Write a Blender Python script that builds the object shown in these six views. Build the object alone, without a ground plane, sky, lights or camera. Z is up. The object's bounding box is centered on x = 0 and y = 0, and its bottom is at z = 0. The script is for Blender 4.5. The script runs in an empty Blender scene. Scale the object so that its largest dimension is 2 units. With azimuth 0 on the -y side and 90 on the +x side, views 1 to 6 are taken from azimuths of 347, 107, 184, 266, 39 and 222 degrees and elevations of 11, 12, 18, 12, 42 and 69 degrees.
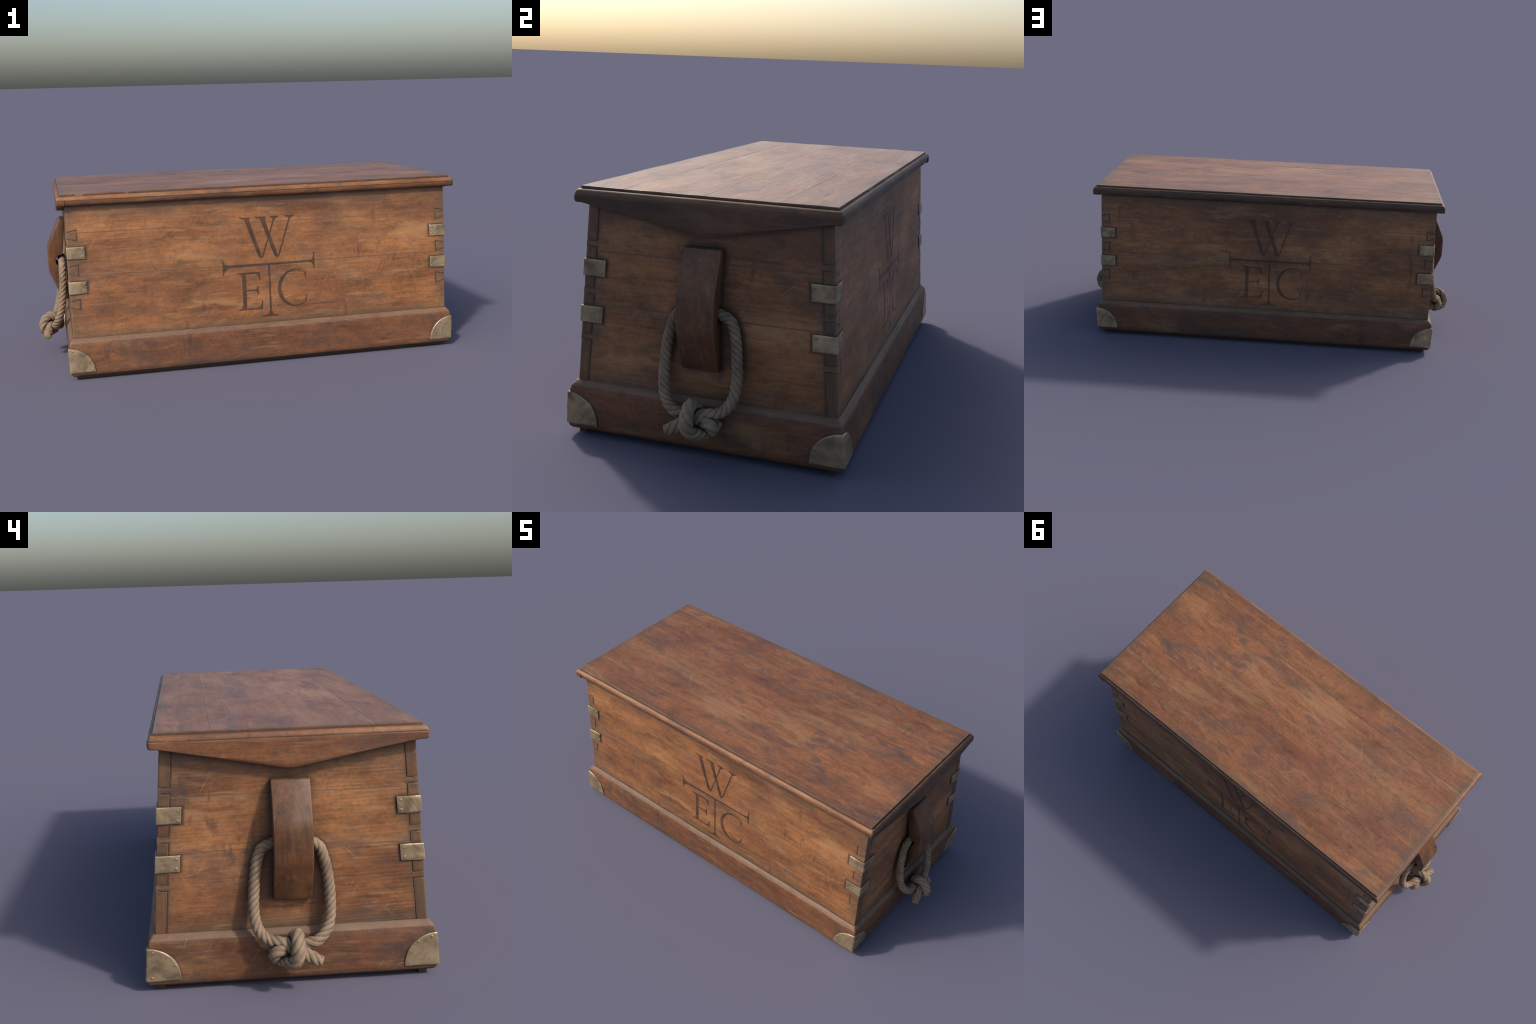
# Old wooden sea chest: tapered dovetailed box, moulded lid, plinth, brass
# straps and corner plates, wooden cleats with knotted rope handles.
import bpy, bmesh, math, random
import numpy as np
from mathutils import Vector, noise as mnoise
from mathutils.geometry import tessellate_polygon

random.seed(7)

# ------------------------------------------------------------------ sizes
BX = 0.855                                  # half length of the box
Z0, Z1 = 0.168, 0.747                       # box bottom (in plinth) and top
def half_y(z):                              # box tapers only front to back
    return 0.3765 + (0.735 - z) * 0.04 / 0.56
TAPER = math.atan(0.04 / 0.56)
LX, LY = 0.8915, 0.4085                     # lid moulding half sizes
SX, SY, SZ = 0.875, 0.391, 0.7935           # lid board half sizes, top

# ------------------------------------------------------------- materials
class Nodes:
    """Small helper to write node graphs."""
    def __init__(self, name):
        m = bpy.data.materials.new(name)
        m.use_nodes = True
        self.m, self.t = m, m.node_tree
        self.t.nodes.clear()
        self.out = self.n('ShaderNodeOutputMaterial')
        self.bsdf = self.n('ShaderNodeBsdfPrincipled')
        self.l(self.bsdf.outputs[0], self.out.inputs[0])
        self.obj = self.n('ShaderNodeTexCoord').outputs['Object']
    def n(self, kind, **kw):
        nd = self.t.nodes.new(kind)
        for k, v in kw.items():
            setattr(nd, k, v)
        return nd
    def l(self, a, b):
        self.t.links.new(a, b)
    def put(self, sock, v):
        if hasattr(v, 'node'):
            self.l(v, sock)
        else:
            sock.default_value = v
    def map(self, scale, off=(0, 0, 0), rot=(0, 0, 0)):
        nd = self.n('ShaderNodeMapping')
        nd.inputs['Scale'].default_value = scale
        nd.inputs['Location'].default_value = off
        nd.inputs['Rotation'].default_value = rot
        self.l(self.obj, nd.inputs['Vector'])
        return nd.outputs[0]
    def noise(self, vec, scale=1.0, detail=5.0, rough=0.6, dist=0.0):
        nd = self.n('ShaderNodeTexNoise')
        self.put(nd.inputs['Vector'], vec)
        nd.inputs['Scale'].default_value = scale
        nd.inputs['Detail'].default_value = detail
        nd.inputs['Roughness'].default_value = rough
        nd.inputs['Distortion'].default_value = dist
        return nd.outputs['Fac']
    def step(self, v, a, b, lo=0.0, hi=1.0):
        nd = self.n('ShaderNodeMapRange', interpolation_type='SMOOTHSTEP')
        self.put(nd.inputs['Value'], v)
        for k, x in (('From Min', a), ('From Max', b), ('To Min', lo), ('To Max', hi)):
            nd.inputs[k].default_value = x
        return nd.outputs[0]
    def math(self, op, a, b=0.0, c=None):
        nd = self.n('ShaderNodeMath', operation=op)
        self.put(nd.inputs[0], a)
        self.put(nd.inputs[1], b)
        if c is not None:
            self.put(nd.inputs[2], c)
        return nd.outputs[0]
    def mix(self, f, a, b, mode='MIX'):
        nd = self.n('ShaderNodeMix', data_type='RGBA', blend_type=mode)
        self.put(nd.inputs[0], f)
        for s, v in ((nd.inputs[6], a), (nd.inputs[7], b)):
            self.put(s, (*v, 1.0) if isinstance(v, tuple) else v)
        return nd.outputs[2]
    def ramp(self, f, stops):
        nd = self.n('ShaderNodeValToRGB')
        e = nd.color_ramp.elements
        while len(e) < len(stops):
            e.new(0.5)
        for k, (p, c) in zip(e, stops):
            k.position, k.color = p, (*c, 1.0)
        self.put(nd.inputs[0], f)
        return nd.outputs[0]
    def xyz(self):
        nd = self.n('ShaderNodeSeparateXYZ')
        self.l(self.obj, nd.inputs[0])
        return nd.outputs
    def ao(self, dist, lo, hi):
        nd = self.n('ShaderNodeAmbientOcclusion', samples=8)
        nd.inputs['Distance'].default_value = dist
        return self.step(nd.outputs['AO'], lo, hi, 1.0, 0.0)
    def edge_wear(self, radius, gain=3.0):
        bv = self.n('ShaderNodeBevel', samples=4)
        bv.inputs['Radius'].default_value = radius
        g = self.n('ShaderNodeNewGeometry')
        d = self.n('ShaderNodeVectorMath', operation='DOT_PRODUCT')
        self.l(bv.outputs[0], d.inputs[0]); self.l(g.outputs['Normal'], d.inputs[1])
        return self.step(d.outputs['Value'], 1.0 - 0.25 / gain, 1.0, 1.0, 0.0)
    def bump(self, h, strength, dist):
        nd = self.n('ShaderNodeBump')
        nd.inputs['Strength'].default_value = strength
        nd.inputs['Distance'].default_value = dist
        self.put(nd.inputs['Height'], h)
        self.l(nd.outputs[0], self.bsdf.inputs['Normal'])


def stretch(axis, along, across):
    s = [across] * 3
    s[axis] = along
    return tuple(s)


def wood(name, axis=0, seed=0.0, dark=1.0, red=0.0, stain=1.0, tan=1.0,
         dirt=1.0, zone=None, burnt=0.0, rough=0.55, wear=1.0,
         face=1, smudge=1.0, lip=0.0):
    """Aged varnished wood, grain along the given axis."""
    k = Nodes(name)
    off = (seed, seed * 1.7, seed * 2.3)
    m = lambda al, ac: k.map(stretch(axis, al, ac), off)
    big = k.noise(m(1.5, 4.2), 1.0, 7, 0.62, 0.3)
    col = k.ramp(big, [(0.34, (0.134, 0.051, 0.022)), (0.45, (0.205, 0.081, 0.029)),
                       (0.55, (0.275, 0.112, 0.039)), (0.68, (0.365, 0.162, 0.060))])
    if red:
        col = k.mix(red, col, (0.222, 0.078, 0.035))
    # blotches a few centimetres wide: redder, browner and darker clouds
    b1 = k.noise(m(5.5, 11), 1.0, 6, 0.66, 0.5)
    b2 = k.noise(k.map(stretch(axis, 8, 13), (seed + 2, 5, seed)), 1.0, 6, 0.68, 0.4)
    col = k.mix(k.step(b2, 0.50, 0.68, 0, 0.30), col, (0.245, 0.088, 0.034))
    col = k.mix(k.step(b2, 0.48, 0.32, 0, 0.60), col, (0.140, 0.080, 0.037))
    # streaks of the grain, from broad to very fine
    s1 = k.noise(m(1.6, 26), 1.0, 6, 0.62)
    s2 = k.noise(m(6, 170), 1.0, 3, 0.55)
    s3 = k.noise(k.map((80, 80, 80), off), 1.0, 3, 0.6)
    v = 1.0
    s4 = k.noise(m(16, 48), 1.0, 5, 0.68)
    for q, amp in ((s1, 0.65), (s2, 0.65), (s3, 0.80), (b1, 1.45), (s4, 1.0)):
        v = k.math('ADD', k.math('MULTIPLY', k.math('SUBTRACT', q, 0.5), amp), v)
    oi = k.n('ShaderNodeObjectInfo').outputs['Random']
    v = k.math('MULTIPLY', v, k.math('MULTIPLY_ADD', oi, 0.20, 0.90))
    vc = k.n('ShaderNodeCombineColor')
    for i in range(3):
        k.l(v, vc.inputs[i])
    col = k.mix(1.0, col, vc.outputs[0], 'MULTIPLY')
    # paler rubbed patches along the grain
    t = k.noise(m(2.2, 8.5), 1.0, 7, 0.66, 0.4)
    col = k.mix(k.math('MULTIPLY', k.step(t, 0.53, 0.69), 0.66 * tan), col, (0.385, 0.205, 0.092))
    t2 = k.noise(m(4.5, 42), 1.0, 4, 0.6, 0.2)
    col = k.mix(k.math('MULTIPLY', k.step(t2, 0.57, 0.72), 0.45 * tan), col, (0.410, 0.225, 0.100))
    # dusky purple-brown stains, soft clouds and small hard smudges
    st = k.noise(m(2.8, 6.2), 1.0, 8, 0.70, 0.3)
    f = k.math('MULTIPLY', k.step(st, 0.50, 0.675), 0.62 * stain)
    col = k.mix(f, col, (0.098, 0.054, 0.041))
    col = k.mix(k.math('MULTIPLY', k.step(b1, 0.545, 0.66), 0.55 * stain), col, (0.082, 0.050, 0.042))
    sm = k.noise(k.map(stretch(axis, 24, 8), (seed + 4, 3, 1)), 1.0, 5, 0.6, 0.5)
    sg = k.noise(k.map((2.2, 2.2, 2.2), (seed + 9, 1, 5)), 1.0, 2, 0.5)
    f = k.math('MULTIPLY', k.step(sm, 0.57, 0.71), k.step(sg, 0.50, 0.62))
    col = k.mix(k.math('MULTIPLY', f, 0.70 * smudge), col, (0.056, 0.034, 0.026))
    # dark flecks and worm specks
    fl = k.noise(m(14, 90), 1.0, 2, 0.5)
    col = k.mix(k.step(fl, 0.70, 0.80, 0, 0.35), col, (0.055, 0.032, 0.025))
    # straight pale scratches running at odd angles across the face
    for i, (ang, thr) in enumerate(((1.05, 0.755), (-0.75, 0.765), (0.22, 0.740))):
        rot = [0, 0, 0]
        rot[face] = ang
        r1 = k.map((1, 1, 1), (seed * 0.37 + i, seed + 2 * i, i), tuple(rot))
        r2 = k.n('ShaderNodeMapping')
        r2.inputs['Scale'].default_value = stretch(axis, 7.0, 210)
        k.l(r1, r2.inputs['Vector'])
        sc = k.noise(r2.outputs[0], 1.0, 1, 0.4)
        mk = k.noise(k.map((3.5, 3.5, 3.5), (seed + i, 7, i)), 1.0, 4, 0.7)
        line = k.math('MULTIPLY', k.step(sc, thr - 0.045, thr + 0.02), k.step(mk, 0.47, 0.57))
        col = k.mix(k.math('MULTIPLY', line, 0.55 * tan), col, (0.43, 0.26, 0.13))
    # grime gathered in corners and worn pale arrises
    gr = k.noise(k.map((16, 16, 16), off), 1.0, 5, 0.65)
    if zone:
        z = zone(k)
        hard = None
        if isinstance(z, tuple):
            z, hard = z
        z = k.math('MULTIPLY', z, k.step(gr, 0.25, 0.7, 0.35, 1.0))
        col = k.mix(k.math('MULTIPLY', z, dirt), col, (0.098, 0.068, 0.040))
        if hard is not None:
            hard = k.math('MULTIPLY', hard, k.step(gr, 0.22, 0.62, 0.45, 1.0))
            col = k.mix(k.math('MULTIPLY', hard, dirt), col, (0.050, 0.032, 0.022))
    if wear:
        w = k.math('MULTIPLY', k.edge_wear(0.009), k.step(gr, 0.30, 0.62, 0.25, 0.9))
        col = k.mix(k.math('MULTIPLY', w, 0.60 * wear), col, (0.275, 0.170, 0.088))
    if lip:                                  # rubbed, greyed top edge of the plinth
        lz = k.step(k.xyz()[2], 0.1590, 0.1630)
        lz = k.math('MULTIPLY', lz, k.step(k.math('ADD', gr, k.math('MULTIPLY', k.math('SUBTRACT', s1, 0.5), 0.7)), 0.25, 0.65, 0.45, 1.0))
        col = k.mix(k.math('MULTIPLY', lz, lip), col, (0.330, 0.225, 0.140))
    a = k.math('MULTIPLY', k.ao(0.075, 0.35, 0.95), 0.50 * dirt)  # occlusion shade of recesses and overhangs darkened into the wood colour
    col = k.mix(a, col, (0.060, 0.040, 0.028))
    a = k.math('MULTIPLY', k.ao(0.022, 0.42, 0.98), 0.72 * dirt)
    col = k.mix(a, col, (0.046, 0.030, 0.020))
    if dark != 1.0:
        col = k.mix(1.0, col, (dark, dark, dark), 'MULTIPLY')
    if burnt:
        col = k.mix(k.step(k.math('ADD', gr, k.math('MULTIPLY', k.math('SUBTRACT', s1, 0.5), 0.6)), 0.3, 0.7, burnt, burnt * 0.80), col, (0.036, 0.020, 0.013))
    k.put(k.bsdf.inputs['Base Color'], col)
    rr = k.math('ADD', k.math('MULTIPLY', k.math('SUBTRACT', st, 0.5), 0.35), rough)
    k.put(k.bsdf.inputs['Roughness'], rr)
    k.bsdf.inputs['Specular IOR Level'].default_value = 0.5
    h = k.math('ADD', k.math('MULTIPLY', s2, 0.5), k.math('MULTIPLY', s1, 0.8))
    k.bump(h, 0.30, 0.0025)
    return k.m


def nearest(k, z, centres):
    """Smallest distance from z to the given heights."""
    d = None
    for c in centres:
        e = k.math('ABSOLUTE', k.math('SUBTRACT', z, c))
        d = e if d is None else k.math('MINIMUM', d, e)
    return d

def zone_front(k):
    """Grime under the lid, over the plinth, round dovetails; strap shadows painted on."""
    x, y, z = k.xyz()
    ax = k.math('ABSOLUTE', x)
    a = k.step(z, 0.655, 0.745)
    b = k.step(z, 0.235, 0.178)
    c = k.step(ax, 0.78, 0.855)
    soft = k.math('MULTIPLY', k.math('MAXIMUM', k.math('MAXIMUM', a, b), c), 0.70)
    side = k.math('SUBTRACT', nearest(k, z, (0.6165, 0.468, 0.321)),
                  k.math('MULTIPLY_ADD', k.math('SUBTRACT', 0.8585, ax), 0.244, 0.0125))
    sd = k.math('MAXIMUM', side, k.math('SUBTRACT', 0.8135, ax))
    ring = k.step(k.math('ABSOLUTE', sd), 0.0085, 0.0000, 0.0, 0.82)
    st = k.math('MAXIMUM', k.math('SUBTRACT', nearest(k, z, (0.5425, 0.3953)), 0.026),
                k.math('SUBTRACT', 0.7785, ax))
    painted_strap_shadow = k.step(st, 0.0105, 0.000, 0.0, 0.95)
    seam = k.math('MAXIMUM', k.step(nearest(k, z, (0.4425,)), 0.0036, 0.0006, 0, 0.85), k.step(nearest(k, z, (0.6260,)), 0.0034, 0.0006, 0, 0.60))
    return soft, k.math('MAXIMUM', seam, k.math('MAXIMUM', ring, painted_strap_shadow))

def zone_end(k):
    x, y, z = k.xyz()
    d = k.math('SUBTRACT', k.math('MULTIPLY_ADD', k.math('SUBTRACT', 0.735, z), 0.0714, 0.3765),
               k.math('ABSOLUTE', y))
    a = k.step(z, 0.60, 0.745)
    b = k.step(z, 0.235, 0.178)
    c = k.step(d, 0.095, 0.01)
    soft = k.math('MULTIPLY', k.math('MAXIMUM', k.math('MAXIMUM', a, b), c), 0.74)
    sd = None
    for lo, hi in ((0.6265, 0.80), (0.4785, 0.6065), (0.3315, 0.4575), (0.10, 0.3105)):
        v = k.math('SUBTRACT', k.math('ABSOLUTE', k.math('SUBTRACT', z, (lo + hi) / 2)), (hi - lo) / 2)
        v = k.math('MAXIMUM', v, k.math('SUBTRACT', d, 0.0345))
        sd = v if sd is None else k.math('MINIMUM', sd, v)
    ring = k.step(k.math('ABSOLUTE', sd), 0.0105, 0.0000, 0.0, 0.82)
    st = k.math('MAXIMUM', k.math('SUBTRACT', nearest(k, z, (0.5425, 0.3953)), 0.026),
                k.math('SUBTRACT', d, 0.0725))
    painted_strap_shadow = k.step(st, 0.0105, 0.000, 0.0, 0.95)
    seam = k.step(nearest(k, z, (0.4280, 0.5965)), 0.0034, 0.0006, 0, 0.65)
    return soft, k.math('MAXIMUM', seam, k.math('MAXIMUM', ring, painted_strap_shadow))

def zone_top(k):
    """Greyish dirt creeping in from the rim of the lid."""
    x, y, z = k.xyz()
    a = k.step(k.math('ABSOLUTE', x), 0.815, 0.880)
    b = k.step(k.math('ABSOLUTE', y), 0.350, 0.397)
    seam = k.step(nearest(k, y, (-0.2525, -0.002, 0.226)), 0.0028, 0.0006, 0, 0.8)
    return k.math('MULTIPLY', k.math('MAXIMUM', a, b), 0.62), k.math('MULTIPLY', seam, 0.75)

def zone_mould(k):
    """Darker colour for the back and one end of the lid rim."""
    x, y, z = k.xyz()
    a = k.step(y, 0.395, 0.402, 0.0, 0.85)
    b = k.step(x, 0.879, 0.886, 0.0, 0.60)
    return k.step(z, 0.5, 0.4), k.math('MAXIMUM', a, b)

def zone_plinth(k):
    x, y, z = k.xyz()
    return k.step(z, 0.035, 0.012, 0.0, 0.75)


def brass(name, tone=1.0):
    k = Nodes(name)
    a = k.noise(k.map((14, 14, 14)), 1.0, 6, 0.62, 0.4)
    b = k.noise(k.map((75, 75, 75)), 1.0, 3, 0.6)
    col = k.ramp(a, [(0.34, (0.190, 0.140, 0.084)), (0.50, (0.360, 0.266, 0.158)),
                     (0.68, (0.490, 0.362, 0.215))])
    col = k.mix(k.step(b, 0.55, 0.75, 0, 0.35), col, (0.26, 0.205, 0.135))
    w = k.edge_wear(0.004, 2.0)
    col = k.mix(k.math('MULTIPLY', w, 0.6), col, (0.62, 0.47, 0.28))
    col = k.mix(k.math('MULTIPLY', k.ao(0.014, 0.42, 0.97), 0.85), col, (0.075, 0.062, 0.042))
    col = k.mix(1.0, col, (tone, tone, tone), 'MULTIPLY')
    k.put(k.bsdf.inputs['Base Color'], col)
    k.bsdf.inputs['Metallic'].default_value = 0.55
    k.put(k.bsdf.inputs['Roughness'], k.step(a, 0.3, 0.7, 0.52, 0.40))
    k.bump(k.math('ADD', a, k.math('MULTIPLY', b, 0.3)), 0.25, 0.004)
    return k.m


def rope_material(name):
    k = Nodes(name)
    a = k.noise(k.map((22, 22, 22)), 1.0, 5, 0.6)
    b = k.noise(k.map((260, 260, 90)), 1.0, 3, 0.6)
    col = k.ramp(a, [(0.3, (0.190, 0.130, 0.083)), (0.52, (0.268, 0.191, 0.125)),
                     (0.75, (0.350, 0.256, 0.172))])
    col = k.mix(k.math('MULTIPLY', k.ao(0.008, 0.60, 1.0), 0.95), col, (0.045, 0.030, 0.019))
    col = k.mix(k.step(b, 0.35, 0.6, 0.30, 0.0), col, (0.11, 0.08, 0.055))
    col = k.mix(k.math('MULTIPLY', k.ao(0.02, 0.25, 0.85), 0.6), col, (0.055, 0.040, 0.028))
    k.put(k.bsdf.inputs['Base Color'], col)
    k.bsdf.inputs['Roughness'].default_value = 0.8
    k.bsdf.inputs['Specular IOR Level'].default_value = 0.25
    k.bump(b, 0.35, 0.002)
    return k.m


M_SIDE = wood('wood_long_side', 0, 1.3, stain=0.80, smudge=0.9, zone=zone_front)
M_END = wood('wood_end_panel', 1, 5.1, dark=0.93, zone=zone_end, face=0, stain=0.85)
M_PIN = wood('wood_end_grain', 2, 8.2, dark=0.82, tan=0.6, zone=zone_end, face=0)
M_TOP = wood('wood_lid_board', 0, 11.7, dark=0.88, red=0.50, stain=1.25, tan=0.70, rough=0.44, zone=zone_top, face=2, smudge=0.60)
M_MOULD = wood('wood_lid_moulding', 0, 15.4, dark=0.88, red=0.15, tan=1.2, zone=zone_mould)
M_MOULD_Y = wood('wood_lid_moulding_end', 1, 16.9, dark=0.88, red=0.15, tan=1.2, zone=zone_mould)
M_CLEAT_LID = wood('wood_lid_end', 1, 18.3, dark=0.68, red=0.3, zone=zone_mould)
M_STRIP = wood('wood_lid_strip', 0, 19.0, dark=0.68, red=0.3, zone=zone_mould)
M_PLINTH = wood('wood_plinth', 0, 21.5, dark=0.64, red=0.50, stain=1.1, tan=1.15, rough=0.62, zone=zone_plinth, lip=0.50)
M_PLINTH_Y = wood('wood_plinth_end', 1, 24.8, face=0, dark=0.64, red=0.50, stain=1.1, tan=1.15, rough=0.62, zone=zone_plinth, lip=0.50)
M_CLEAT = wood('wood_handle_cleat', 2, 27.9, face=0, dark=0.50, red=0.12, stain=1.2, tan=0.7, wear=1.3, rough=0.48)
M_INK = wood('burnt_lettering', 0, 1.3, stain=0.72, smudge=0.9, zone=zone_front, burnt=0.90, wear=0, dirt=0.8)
M_INK_BACK = wood('burnt_lettering_back', 0, 1.3, stain=0.72, smudge=0.9, zone=zone_front, burnt=0.80, wear=0, dirt=0.8)
M_RUNNER = wood('wood_runner', 0, 30.0, dark=0.5)
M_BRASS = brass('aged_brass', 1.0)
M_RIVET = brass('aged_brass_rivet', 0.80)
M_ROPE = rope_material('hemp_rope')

# -------------------------------------------------------------- helpers
def smooth(me, deg=35):
    me.polygons.foreach_set('use_smooth', [True] * len(me.polygons))
    me.set_sharp_from_angle(angle=math.radians(deg))

def add(name, me, mat, parent, deg=35):
    if mat:
        me.materials.append(mat)
    if deg:
        smooth(me, deg)
    ob = bpy.data.objects.new(name, me)
    bpy.context.scene.collection.objects.link(ob)
    ob.parent = parent
    return ob

def mesh(name, verts, faces):
    me = bpy.data.meshes.new(name)
    me.from_pydata([tuple(v) for v in verts], [], faces)
    me.update()
    return me

def fix_normals(me):
    bm = bmesh.new(); bm.from_mesh(me)
    bmesh.ops.recalc_face_normals(bm, faces=bm.faces)
    bm.to_mesh(me); bm.free()

def fnoise(P, seed=0.0, scale=1.0):
    """Cheap vectorised value wobble: sum of rotated sines, about -1..1."""
    rs = np.random.RandomState(int(seed * 100) % 100000)
    out = np.zeros(P.shape[:-1])
    for i in range(9):
        d = rs.normal(size=3); d /= np.linalg.norm(d)
        w = scale * (0.6 + 2.2 * rs.rand())
        out += np.sin(P @ d * w * 6.283 + rs.rand() * 6.283)
    return out / 4.5

def axis_points(a, b, coarse, fine, zones):
    """Grid lines from a to b, denser inside the given (lo, hi) zones."""
    pts, x = [a], a
    while x < b - 1e-9:
        st = coarse
        for lo, hi in zones:
            if lo - 1e-9 <= x < hi:
                st = fine
            elif x < lo < x + st:
                st = max(lo - x, 1e-4)
        x = min(x + st, b)
        pts.append(x)
    if pts[-1] - pts[-2] < 0.3 * fine and len(pts) > 2:
        pts.pop(-2)
    return np.array(pts)

def panel(name, us, vs, surf, normal, disp, thick, edge=0.0015, edge_sides=(1, 1, 1, 1)):
    """A board: displaced front grid, rounded rim, plain sides and back.
    surf(U,V)->points, normal(U,V)->unit normals, disp(U,V,P)->height."""
    U, V = np.meshgrid(us, vs, indexing='ij')
    P, N = surf(U, V), normal(U, V)
    h = disp(U, V, P)
    r = edge
    for on, d in zip(edge_sides, (U - us[0], us[-1] - U, V - vs[0], vs[-1] - V)):
        if on:
            q = np.clip(1 - d / (2.0 * r), 0, 1)
            h = h - r * q ** 2 * np.clip(0.62 + 0.55 * fnoise(P, 301, 5.0), 0.12, 1.0)
    F = P + N * h[..., None]
    B = P - N * thick
    nu, nv = U.shape
    idx = np.arange(nu * nv).reshape(nu, nv)
    q = np.stack([idx[:-1, :-1], idx[1:, :-1], idx[1:, 1:], idx[:-1, 1:]], -1).reshape(-1, 4)
    ring = list(idx[:, 0]) + list(idx[-1, 1:]) + list(idx[-2::-1, -1]) + list(idx[0, -2:0:-1])
    verts = list(map(tuple, F.reshape(-1, 3)))
    faces = [tuple(map(int, f)) for f in q]
    base = len(verts)
    Bf = B.reshape(-1, 3)
    verts += [tuple(Bf[i]) for i in ring]
    n = len(ring)
    for i in range(n):
        j = (i + 1) % n
        faces.append((int(ring[j]), int(ring[i]), base + i, base + j))
    faces.append(tuple(base + i for i in range(n - 1, -1, -1)))
    me = mesh(name, verts, faces)
    fix_normals(me)
    return me

def prism(name, poly, place, h0, h1, bevel=0.0, seg=2, jitter=0.0):
    """Extrude a 2D polygon between two heights; place(a,b,h)->point."""
    bm = bmesh.new()
    lo = [bm.verts.new(place(a, b, h0)) for a, b in poly]
    hi = [bm.verts.new(place(a, b, h1)) for a, b in poly]
    n = len(poly)
    for i in range(n):
        j = (i + 1) % n
        bm.faces.new((lo[i], lo[j], hi[j], hi[i]))
    tri = tessellate_polygon([[Vector((a, b, 0)) for a, b in poly]])
    if bevel:
        top = bm.faces.new(hi); bm.faces.new(lo[::-1])
        bmesh.ops.recalc_face_normals(bm, faces=bm.faces)
        ed = list(top.edges)
        bmesh.ops.bevel(bm, geom=ed, offset=bevel, segments=seg, profile=0.6, affect='EDGES', clamp_overlap=True)
    else:
        for t in tri:
            bm.faces.new([hi[i] for i in t]); bm.faces.new([lo[i] for i in reversed(t)])
        bmesh.ops.recalc_face_normals(bm, faces=bm.faces)
    me = bpy.data.meshes.new(name)
    bm.to_mesh(me); bm.free()
    return me

def seg_dist(U, V, a, b):
    a, b = np.array(a), np.array(b)
    d = b - a
    t = np.clip(((U - a[0]) * d[0] + (V - a[1]) * d[1]) / (d @ d), 0, 1)
    return np.hypot(U - a[0] - t * d[0], V - a[1] - t * d[1])

def in_quad(U, V, q):
    ok = np.ones(U.shape, bool)
    for i in range(4):
        a, b = q[i], q[(i + 1) % 4]
        ok &= (b[0] - a[0]) * (V - a[1]) - (b[1] - a[1]) * (U - a[0]) >= 0
    return ok

# ----------------------------------------------------------------- root
root = bpy.data.objects.new('sea_chest', None)
bpy.context.scene.collection.objects.link(root)
root['label'] = 'weathered wooden sea chest with brass corners and rope handles'
root['category'] = 'wooden chest'

# ------------------------------------------------- box: long side boards
TAILS = (0.6165, 0.468, 0.321)              # dovetail heights
def tail_quad(s, zc, grow=0.0):
    """Dovetail outline on the long face: wide inside, narrow at the corner."""
    g = grow
    q = [(0.8135 - g, zc - 0.0235 - g), (0.8585, zc - 0.0125 - g),
         (0.8585, zc + 0.0125 + g), (0.8135 - g, zc + 0.0235 + g)]
    return q if s > 0 else [(-a, b) for a, b in q[::-1]]

SEAMS_LONG = (Z0, 0.4435, 0.6265, Z1)
def dents(P, seed, n, box):
    """A few shallow knocks and gouges."""
    rs = np.random.RandomState(seed)
    h = np.zeros(P.shape[:-1])
    for i in range(n):
        c = np.array([rs.uniform(*b) for b in box])
        e = np.array([rs.uniform(0.006, 0.03), rs.uniform(0.003, 0.010)])
        d2 = ((P[..., 0] - c[0]) / e[0]) ** 2 + ((P[..., 1] - c[1]) / e[1]) ** 2
        h -= rs.uniform(0.0004, 0.0012) * np.exp(-d2)
    return h

for sgn in (-1, 1):
    def surf(U, V):
        return np.stack([U, sgn * (0.3765 + (0.735 - V) * 0.04 / 0.56), V], -1)
    def nrm(U, V):
        n = np.array([0, sgn * math.cos(TAPER), math.sin(TAPER)])
        return np.broadcast_to(n, U.shape + (3,))
    def disp(U, V, P):
        h = 0.0006 * fnoise(P * [0.5, 1, 2], 3 + sgn, 3.0) + 0.00025 * fnoise(P * [0.3, 1, 3], 9 + sgn, 14.0)
        logo = np.exp(-(((U - 0.01 * -sgn) / 0.24) ** 4 + ((V - 0.43) / 0.26) ** 4))
        h = h * (1 - 0.85 * logo)
        h += dents(np.stack([U, V], -1), 40 + sgn, 26, ((-0.85, 0.85), (0.2, 0.72))) * (1 - logo)
        for zc in TAILS:
            for s in (-1, 1):
                h = np.where(in_quad(U, V, tail_quad(s, zc, 0.0014)), np.minimum(h, -0.0018), h)
        return h
    for i in range(3):
        z0, z1 = SEAMS_LONG[i], SEAMS_LONG[i + 1]
        us = axis_points(-BX + 0.0015, BX - 0.0015, 0.006, 0.0018, [(-BX, -0.808), (0.808, BX)])
        vs = axis_points(z0 + 0.00006, z1 - 0.00006, 0.0022, 0.0008, [(z0, z0 + 0.004), (z1 - 0.004, z1)])
        me = panel('side_board', us, vs, surf, nrm, disp, 0.034, edge=0.0010)
        add('side_board', me, M_SIDE, root, 50)
    for zc in TAILS:
        for s in (-1, 1):
            q = [(0.8150, zc - 0.0218), (0.8546, zc - 0.0112), (0.8546, zc + 0.0112), (0.8150, zc + 0.0218)]
            q = [(s * a, b) for a, b in q]
            pl = lambda a, b, h: (a, sgn * (half_y(b) + h), b)
            me = prism('dovetail_tail', q, pl, -0.012, 0.0006, bevel=0.0026, seg=3)
            add('dovetail_tail', me, M_SIDE, root, 40)

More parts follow.
